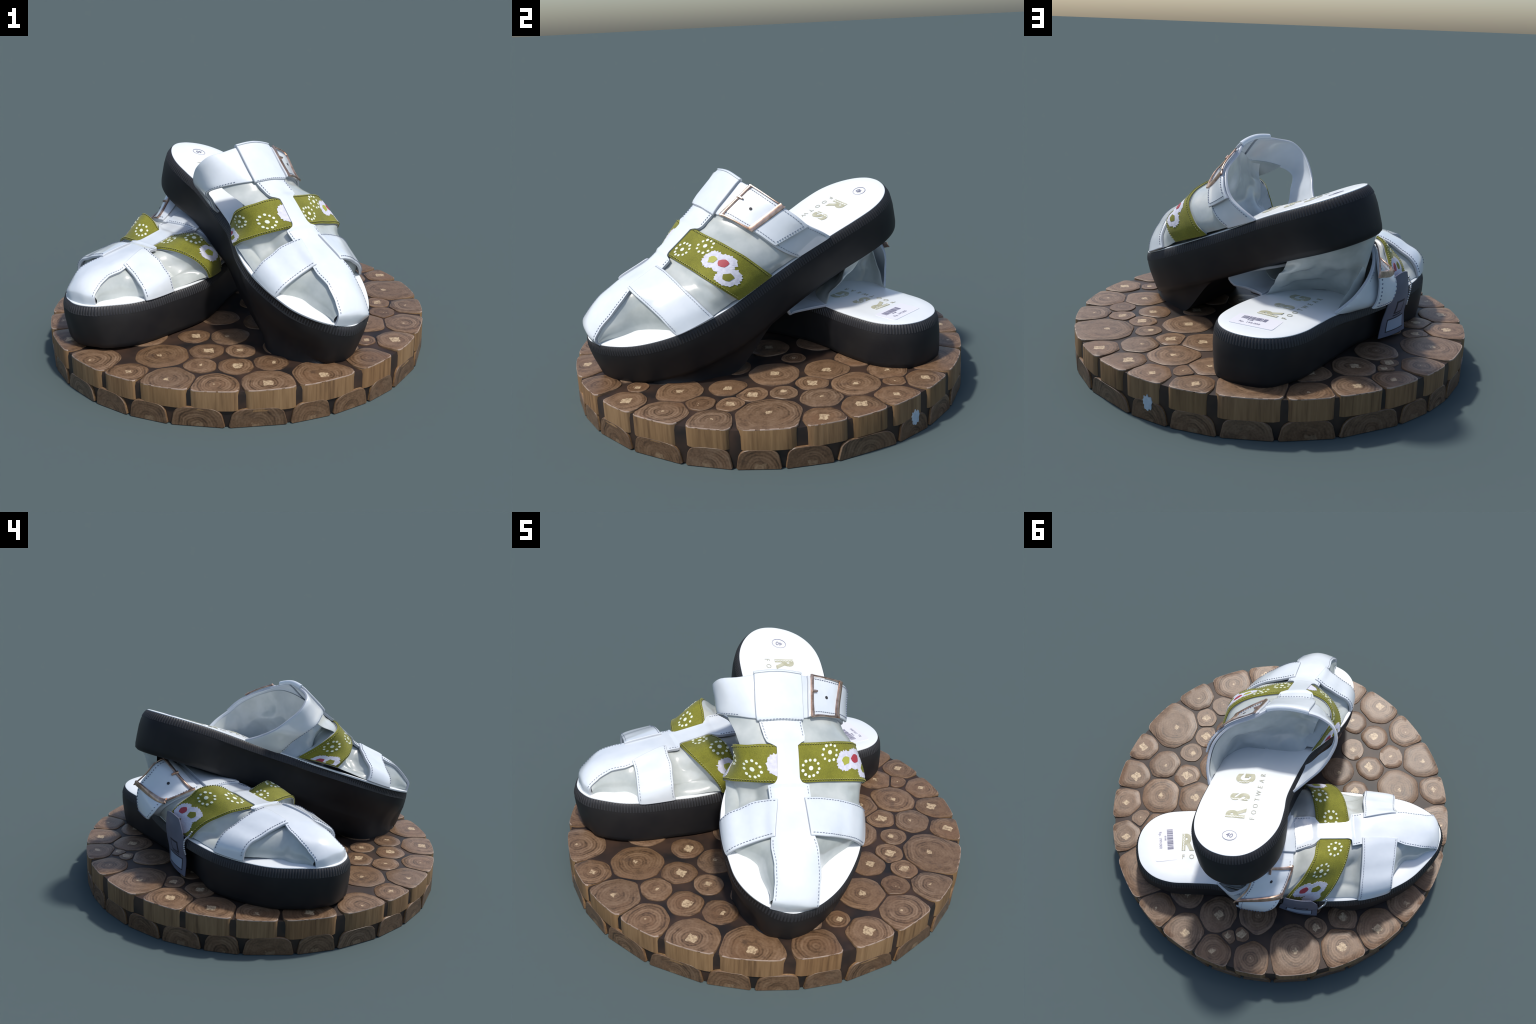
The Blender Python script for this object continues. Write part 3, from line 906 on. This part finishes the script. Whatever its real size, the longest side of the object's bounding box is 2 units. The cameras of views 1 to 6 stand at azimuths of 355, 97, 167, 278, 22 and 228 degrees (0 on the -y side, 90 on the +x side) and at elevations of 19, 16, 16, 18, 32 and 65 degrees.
    for gi, (v, x, r, cnt) in enumerate(DOT_RINGS[foot]):
        so = Soup()
        mv, mx = disc(so, v, x, .0105, .0022, 10)
        jit = random.Random(gi)
        for i in range(cnt):
            a = 2 * math.pi * (i + jit.random() * .2) / cnt + gi
            rr = r * (1 + jit.uniform(-.06, .06))
            vv, xx = v + rr * math.sin(a) / mv, x + rr * math.cos(a) / mx
            if 2.03 < vv < 2.97:
                disc(so, vv, xx, .0070 * jit.uniform(.85, 1.1), .0020, 9)
        put("dot_rosette", so.v, so.f, M["dot"], greens[1 if x > 0 else -1], smooth=False, kind="stuff")
    for gi, (v, x, r, centre) in enumerate(FLOWERS[foot]):
        so = Soup(); disc(so, v, x, r, .0016 + .0003 * gi, 44, .13, gi)
        fl = put("flower", so.v, so.f, M["petal"], greens[1 if x > 0 else -1], smooth=False)
        if centre:
            so = Soup(); disc(so, v, x, r * .42, .0034, 10, .20, gi + 9)
            put("flower_eye", so.v, so.f, M[centre], fl, smooth=False)

    # ---- writing on the footbed
    def write(nm, text, size, s, t, direction, up, mat, parent, lift=.0012, weight=0.0):
        cu = bpy.data.curves.new(nm, "FONT"); cu.body = text; cu.size = size; cu.align_x = "CENTER"; cu.align_y = "CENTER"
        cu.extrude = .0008; cu.offset = weight
        tmp = bpy.data.objects.new(nm, cu); bpy.context.scene.collection.objects.link(tmp)
        bpy.context.view_layer.update()
        me = bpy.data.meshes.new_from_object(tmp.evaluated_get(bpy.context.evaluated_depsgraph_get()))
        bpy.data.objects.remove(tmp); bpy.data.curves.remove(cu)
        me.materials.clear(); me.materials.append(mat)
        ob = bpy.data.objects.new(nm, me); bpy.context.scene.collection.objects.link(ob)
        ob.parent = parent
        d = Vector(loc((*direction, 0))); u = Vector(loc((*up, 0))); w = d.cross(u)
        m = Matrix((d, u, w)).transposed().to_4x4()
        m.translation = loc((s, t, footbed_height(s, t) + lift))
        ob.matrix_local = m
        z0 = footbed_height(s, t)
        for v_ in me.vertices:      # lay the print on the curved footbed
            c = m @ v_.co
            v_.co.z += footbed_top(c.x, c.y * sign) - z0
        return ob

    side = 1 if foot == "left" else -1     # the wearer's left is up for the lettering
    s0, t0, s1, t1 = SMALL_TEXT[foot]
    run = np.array((s1 - s0, t1 - t0)); run /= np.linalg.norm(run)
    rise = np.array((-run[1], run[0])) * side
    for ch, s, t in LETTERS[foot]:
        ob = write("letter", ch, .128, s, t, run, rise, M["gold"], root, weight=.006)
        left = min(v_.co.x for v_ in ob.data.vertices)
        for v_ in ob.data.vertices:
            v_.co.x -= left + .042
        ob.scale = (.80, 1, 1)
    for k, ch in enumerate("FOOTWEAR"):
        write("small_letter", ch, .036, s0 + (s1 - s0)*k/7, t0 + (t1 - t0)*k/7, run, rise, M["gold_plain"], root)
    if foot == "left":
        write("size_number", "40", .036, -.553, .021, (0, -1), (1, 0), M["grey_ink"], root)
        so = Soup(); k = 40
        for i in range(k):
            a, b = 2*math.pi*i/k, 2*math.pi*(i+1)/k
            c = np.array((-.553 + .031*math.cos((a+b)/2), .021 + .036*math.sin((a+b)/2), footbed_height(-.553, 0) + .0008))
            d = np.array((-math.sin((a+b)/2)*.031, math.cos((a+b)/2)*.036, 0)) * (math.pi/k)
            e = np.array((math.cos(a), math.sin(a), 0)) * .0012
            so.box(c, d, e, (0, 0, .0007))
        put("size_ring", so.v, so.f, M["grey_ink"], smooth=False, kind="stuff")
    else:
        s0, t0, du, dv = BARCODE
        so = Soup()
        pts = []
        for cx, cy, a0 in ((1, 1, 0), (-1, 1, 90), (-1, -1, 180), (1, -1, 270)):
            for a in (0, 30, 60, 90):
                r = .012; an = math.radians(a0 + a)
                pts.append((s0 + cx*(du - r) + r*math.cos(an), t0 + cy*(dv - r) + r*math.sin(an), 0))
        z = footbed_height(s0, t0)
        so.prism([(a, b, z - .002) for a, b, _ in pts], [(a, b, z + .0012) for a, b, _ in pts])
        lab = put("price_label", so.v, so.f, M["label"], smooth=False)
        so = Soup(); r_ = random.Random(4); y = t0 - dv * .70
        while y < t0 + dv * .42:
            w = r_.choice((.0011, .0018, .0026, .0034))
            so.box((s0 + du*.42, y, z + .0016), (.0165, 0, 0), (0, w/2*1.4, 0), (0, 0, .0006))
            y += w + r_.choice((.0022, .003, .005))
        put("barcode", so.v, so.f, M["grey_ink"], lab, smooth=False, kind="stuff")
        write("price", "Rp. 199.000", .021, s0 - du*.48, t0 - dv*.16, (0, 1), (1, 0), M["grey_ink"], lab, .0016)
        write("price_code", "0168", .014, s0 - du*.02, t0 - dv*.25, (0, 1), (1, 0), M["grey_ink"], lab, .0016)

    # ---- card tag hanging on the outer side of the right sandal
    if foot == "right":
        left_edge = catmull([(.076, .404, .088), (.070, .408, .02), (.064, .398, -.05), (.058, .380, -.12), (.050, .368, -.213)], 5)
        right_edge = catmull([(.215, .440, .098), (.247, .442, .024), (.256, .440, -.056), (.256, .428, -.12), (.255, .436, -.214)], 5)
        top, bot = [], []
        for a, b in zip(left_edge, right_edge):
            rt, rb = [], []
            for j in range(9):
                u = j / 8
                p = a*(1-u) + b*u + np.array((0, .012 * math.sin(math.pi*u), .018*math.sin(math.pi*u) * (1 if a[2] > .05 else 0)))
                rt.append(p); rb.append(p + np.array((0, -.006, 0)))
            top.append(rt); bot.append(rb)
        vs, fs = slab(top, bot)
        tag = put("hang_tag", vs, fs, M["tag"], bevel=.002)
        T = np.array(top)
        def tag_at(r, c, lift):
            i = min(int(r * (len(T) - 1)), len(T) - 2); u = r*(len(T)-1) - i
            j = min(int(c * 8), 7); w = c*8 - j
            p = (T[i][j]*(1-w) + T[i][j+1]*w)*(1-u) + (T[i+1][j]*(1-w) + T[i+1][j+1]*w)*u
            nn = np.cross(T[i][j+1] - T[i][j], T[i+1][j] - T[i][j]); nn /= np.linalg.norm(nn)
            if nn[1] < 0: nn = -nn
            return p + nn * lift
        def tag_panel(nm, r0, r1, c0, c1, lift, mat):
            so = Soup(); g = 8
            cells = [[tag_at(r0 + (r1-r0)*i/g, c0 + (c1-c0)*j/g, lift) for j in range(g+1)] for i in range(g+1)]
            low = [[tag_at(r0 + (r1-r0)*i/g, c0 + (c1-c0)*j/g, -.001) for j in range(g+1)] for i in range(g+1)]
            vs, fs = slab(cells, low)
            return put(nm, vs, fs, mat, tag, smooth=False)
        tag_panel("tag_border", .755, .935, .16, .86, .0010, M["ink"])
        tag_panel("tag_field", .770, .920, .185, .835, .0018, M["tag_field"])
        tag_panel("tag_box", .44, .68, .34, .72, .0010, M["ink"])
        tag_panel("tag_box_inner", .47, .65, .39, .67, .0018, M["tag"])
        tag_panel("tag_line", .705, .725, .34, .70, .0010, M["ink"])
        so = Soup()
        chain = catmull([(.300, .425, .045), (.290, .440, .02), (.272, .446, .0), (.262, .444, -.03), (.259, .438, -.065), (.262, .434, -.085)], 6)
        for p in chain[::2]:
            so.ball(p, .0055)
        put("bead_chain", so.v, so.f, M["steel"], tag, kind="stuff")
    # the parent sits at the underside of the shoe
    for child in root.children:
        child.location.z += .226
    root.matrix_world = root.matrix_world @ Matrix.Translation((0, 0, -.226))
    return root


# decorations: (v, x) on the upper
FLAP = {"left": (.22, .755), "right": (.27, .86)}
HOLES = {"left": (.40,), "right": (.46,)}
BUCKLE = {"left": (.255, .535), "right": (.36, .635)}
DOT_RINGS = {"left": [(2.65, .19, .038, 11), (2.30, .36, .038, 10), (2.65, -.38, .038, 11), (2.35, -.67, .038, 10)],
             "right": [(2.55, .24, .038, 10), (2.40, .50, .038, 10), (2.45, -.18, .036, 10), (2.25, -.47, .038, 10)]}
FLOWERS = {"left": [(2.50, .52, .047, "lime"), (2.45, .62, .052, "red"), (2.66, .745, .050, "olive"), (2.55, -.10, .048, None), (2.50, -.97, .045, "red"), (2.72, -.95, .045, "olive")],
           "right": [(2.60, .90, .045, None), (2.30, .76, .050, "red"), (2.56, .745, .050, "olive"), (2.35, -.72, .048, "lime")]}
LETTERS = {"left": [("R", -.405, .052), ("S", -.288, .083), ("G", -.171, .110)], "right": [("R", -.417, .010), ("S", -.293, .026), ("G", -.162, .036)]}
SMALL_TEXT = {"left": (-.414, -.037, -.110, .040), "right": (-.448, .088, -.124, .121)}
BARCODE = (-.54, -.006, .060, .106)


# ------------------------------------------------------------------ the board
TOP_LOGS = [
 (.834, -.366, .109), (.733, -.562, .092), (.909, -.140, .092), (.751, -.214, .066), (.851, .101, .141), (.759, -.079, .063), (.658, .007, .069),
 (.871, .338, .084), (.688, .319, .091), (.640, .147, .063), (.538, .270, .075), (.762, .495, .087), (.543, .468, .115), (.658, .649, .087),
 (.513, .645, .052), (.493, .784, .089), (.387, .329, .110), (.025, .930, .095), (-.181, .903, .103), (-.237, .698, .101),
 (-.394, .542, .101), (-.374, .859, .094), (-.547, .733, .091), (-.372, .742, .040), (-.412, .680, .040), (-.676, .526, .135), (-.664, .355, .060),
 (-.840, .325, .108), (-.906, .109, .113), (-.726, .201, .080), (-.913, -.116, .100), (.072, -.929, .114), (-.164, -.914, .097), (-.061, -.748, .080),
 (.102, -.732, .077), (-.027, -.589, .068), (-.225, -.722, .073), (-.369, -.840, .113), (-.190, -.575, .079), (-.399, -.598, .121), (-.555, -.748, .084),
 (-.068, -.417, .092), (-.244, -.397, .075), (-.730, -.607, .120), (.323, -.880, .130), (.562, -.744, .101), (.587, -.545, .051), (.628, -.336, .110),
 (.590, -.118, .083), (.441, .083, .120), (.399, .615, .094), (.251, .158, .056), (.250, .835, .150), (-.87, -.36, .12), (.46, -.62, .07), (.25, .46, .10),
 (.20, -.55, .11), (.42, -.40, .10), (.26, -.30, .09), (.10, -.25, .09), (.36, -.12, .08), (.12, .02, .10), (-.10, -.18, .09), (-.30, -.15, .10), (-.48, -.38, .10),
 (-.62, -.12, .12), (-.42, .08, .10), (-.18, .10, .10), (.05, .26, .10), (-.20, .36, .11), (.05, .52, .12), (-.02, .74, .09), (-.55, .28, .06), (-.66, -.36, .10)]
LOWER_GAPS = [-136, -124, -112, -97, -81, -69, -57, -46, -31, -15, -2, 10, 23, 41, 53, 66, 80, 95, 113, 124, 134, 146, 159, 172, 183, 198, 210]
RIM = .994


def build_board():
    # dark filler disc
    seg = 96
    prof = [(.90, .0), (.982, .0), (.984, .012), (.984, .150), (.980, BOARD_TOP - .010), (.90, BOARD_TOP - .0045)]
    vs = [(r*math.cos(2*math.pi*i/seg), r*math.sin(2*math.pi*i/seg), z + (.006 * r*math.sin(2*math.pi*i/seg) if z > .16 else 0)) for i in range(seg) for r, z in prof]
    m = len(prof)
    fs = [(i*m + j, ((i+1) % seg)*m + j, ((i+1) % seg)*m + j + 1, i*m + j + 1) for i in range(seg) for j in range(m - 1)]
    fs += [tuple(i*m for i in range(seg))[::-1], tuple(i*m + m - 1 for i in range(seg))]
    board = add_object("wooden_board", vs, fs, M["resin"], angle=40)
    board["label"] = "round board of sawn log slices set in dark filler"
    board["category"] = "wooden display board"

    logs = TOP_LOGS
    for k, (cx, cy, r) in enumerate(logs):
        rr = math.hypot(cx, cy)
        steps = 44
        loop = []
        ph = rng.uniform(0, 6.28, 3)
        for i in range(steps):
            a = 2 * math.pi * i / steps
            d = np.array((math.cos(a), math.sin(a)))
            at_rim = rr + r > .95
            want = (r * 1.09 if at_rim else r * 1.045) * (1 + .045 * math.sin(2*a + ph[0]) + .03 * math.sin(3*a + ph[1]) + .015 * math.sin(7*a + ph[2]))
            if at_rim:
                out = (d @ np.array((cx, cy))) / rr
                want *= 1 + .45 * max(0, out) ** 2
            lim = want
            for j, (x2, y2, r2) in enumerate(logs):
                if j == k: continue
                e = np.array((x2 - cx, y2 - cy)); D = np.linalg.norm(e)
                if D > r + r2 + .08: continue
                e /= D
                split = (D*D + r*r - r2*r2) / (2*D) - .0035
                c = d @ e
                if c > .05 and split > .01:
                    lim = min(lim, split / c)
            # the saw line of the rim
            b = d @ np.array((cx, cy)); c2 = rr*rr - RIM*RIM
            lim = min(lim, -b + math.sqrt(max(b*b - c2, 0)))
            loop.append(max(lim, .012))
        loop = np.array(loop)
        # round the pinched corners a little, but keep the saw line
        for _ in range(2):
            loop = np.minimum(loop, (np.roll(loop, 1) + 2*loop + np.roll(loop, -1)) / 4 + .001)
        z0, z1 = .085 + rng.uniform(-.006, .006), BOARD_TOP + rng.uniform(-.001, .0015)
        ang = np.arange(steps) * 2 * math.pi / steps
        P = np.stack((loop*np.cos(ang), loop*np.sin(ang)), 1)
        tilt = rng.uniform(-.006, .006, 2) + np.array((0, .006))
        H = z1 - BOARD_TOP
        vs, fs, fm = [], [], []
        levels = [(1.0, z0 - BOARD_TOP), (1.0, H - .005), (.988, H - .0012), (.965, H), (.60, H), (.25, H)]
        for w, z in levels:
            for p in P:
                vs.append((p[0]*w, p[1]*w, z + (tilt @ p if z > -.02 else 0)))
        nl = len(levels)
        for l in range(nl - 1):
            for i in range(steps):
                fs.append((l*steps + i, l*steps + (i+1) % steps, (l+1)*steps + (i+1) % steps, (l+1)*steps + i))
                at_saw = math.hypot(P[i][0] + cx, P[i][1] + cy) > RIM - .012
                fm.append(1 if l < 1 else (2 if at_saw and l < 3 and rng.random() < .85 else 0))
        fs.append(tuple(range((nl-1)*steps, nl*steps))); fm.append(0)
        fs.append(tuple(range(steps))[::-1]); fm.append(1)
        ob = add_object("log_slice", vs, fs, [M["end"], M["side"], M["worn"]], board, face_mats=fm, angle=35)
        ob.location = (cx, cy, board_top(cx, cy))
        # origin at the pith: a little off the middle

    # lower course: half-round billets lying outwards, end grain to the rim
    for a0, a1 in zip(LOWER_GAPS, LOWER_GAPS[1:] + [LOWER_GAPS[0] + 360]):
        ac = math.radians((a0 + a1) / 2); w = math.radians(a1 - a0) * .985 / 2 - .007
        h = rng.uniform(.086, .097); k = 22
        skew = rng.uniform(-.2, .2)
        prof = []
        for i in range(k + 1):
            u = -1 + 2 * i / k
            prof.append((u * w * .985, h * (max(0, 1 - abs(u + skew * (1 - u*u)) ** 4.5)) ** .42))
        prof[0] = (-w, 0.004); prof[-1] = (w, .004)
        prof = [(-w*.96, 0.0)] + prof + [(w*.96, 0.0)]
        vs = []
        depth = (.0, .004, .11)
        for dpt in depth:
            sc = .97 if dpt == 0 else 1
            for x, z in prof:
                # bend the end face to the round of the board
                R_ = RIM + .001 - dpt
                th = x / RIM * sc
                # local axes: x along the rim, y up, z outwards
                vs.append((R_*math.sin(th), z * sc if z > .004 else z, R_*math.cos(th) - RIM))
        m = len(prof)
        fs = [tuple(range(m)), tuple(range(2*m, 3*m))[::-1]]; fm = [0, 1]
        for l in range(2):
            for i in range(m):
                fs.append((l*m + i, (l+1)*m + i, (l+1)*m + (i+1) % m, l*m + (i+1) % m)); fm.append(0 if l == 0 else 1)
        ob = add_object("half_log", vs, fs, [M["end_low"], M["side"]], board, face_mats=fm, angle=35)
        X = Vector((-math.sin(ac), math.cos(ac), 0)); Zv = Vector((math.cos(ac), math.sin(ac), 0)); Yv = Vector((0, 0, 1))
        mat = Matrix((-X if False else X, Yv, Zv)).transposed().to_4x4()
        if mat.determinant() < 0:
            mat = Matrix((-X, Yv, Zv)).transposed().to_4x4()
        mat.translation = Zv * RIM
        ob.matrix_local = mat

    # dab of pale paint on the rim
    so = Soup(); r_ = random.Random(3)
    ca = math.atan2(.733, .68); pts = []
    for i in range(26):
        a = 2*math.pi*i/26; rr = .027 * (1 + r_.uniform(-.22, .22))
        pts.append((ca + rr*math.cos(a)*.9, .087 + rr*1.25*math.sin(a)))
    so.prism([(.975*math.cos(t), .975*math.sin(t), z) for t, z in pts], [((RIM + .004)*math.cos(t), (RIM + .004)*math.sin(t), z) for t, z in pts])
    add_object("paint_dab", so.v, so.f, M["paint"], board, smooth=False)
    return board


build_board()
a = build_sandal("left", "sandal")
a["label"] = "white strappy platform sandal with olive floral strap, leaning"; a["category"] = "platform sandal"
b = build_sandal("right", "sandal")
b["label"] = "white strappy platform sandal lying flat with hang tag"; b["category"] = "platform sandal"
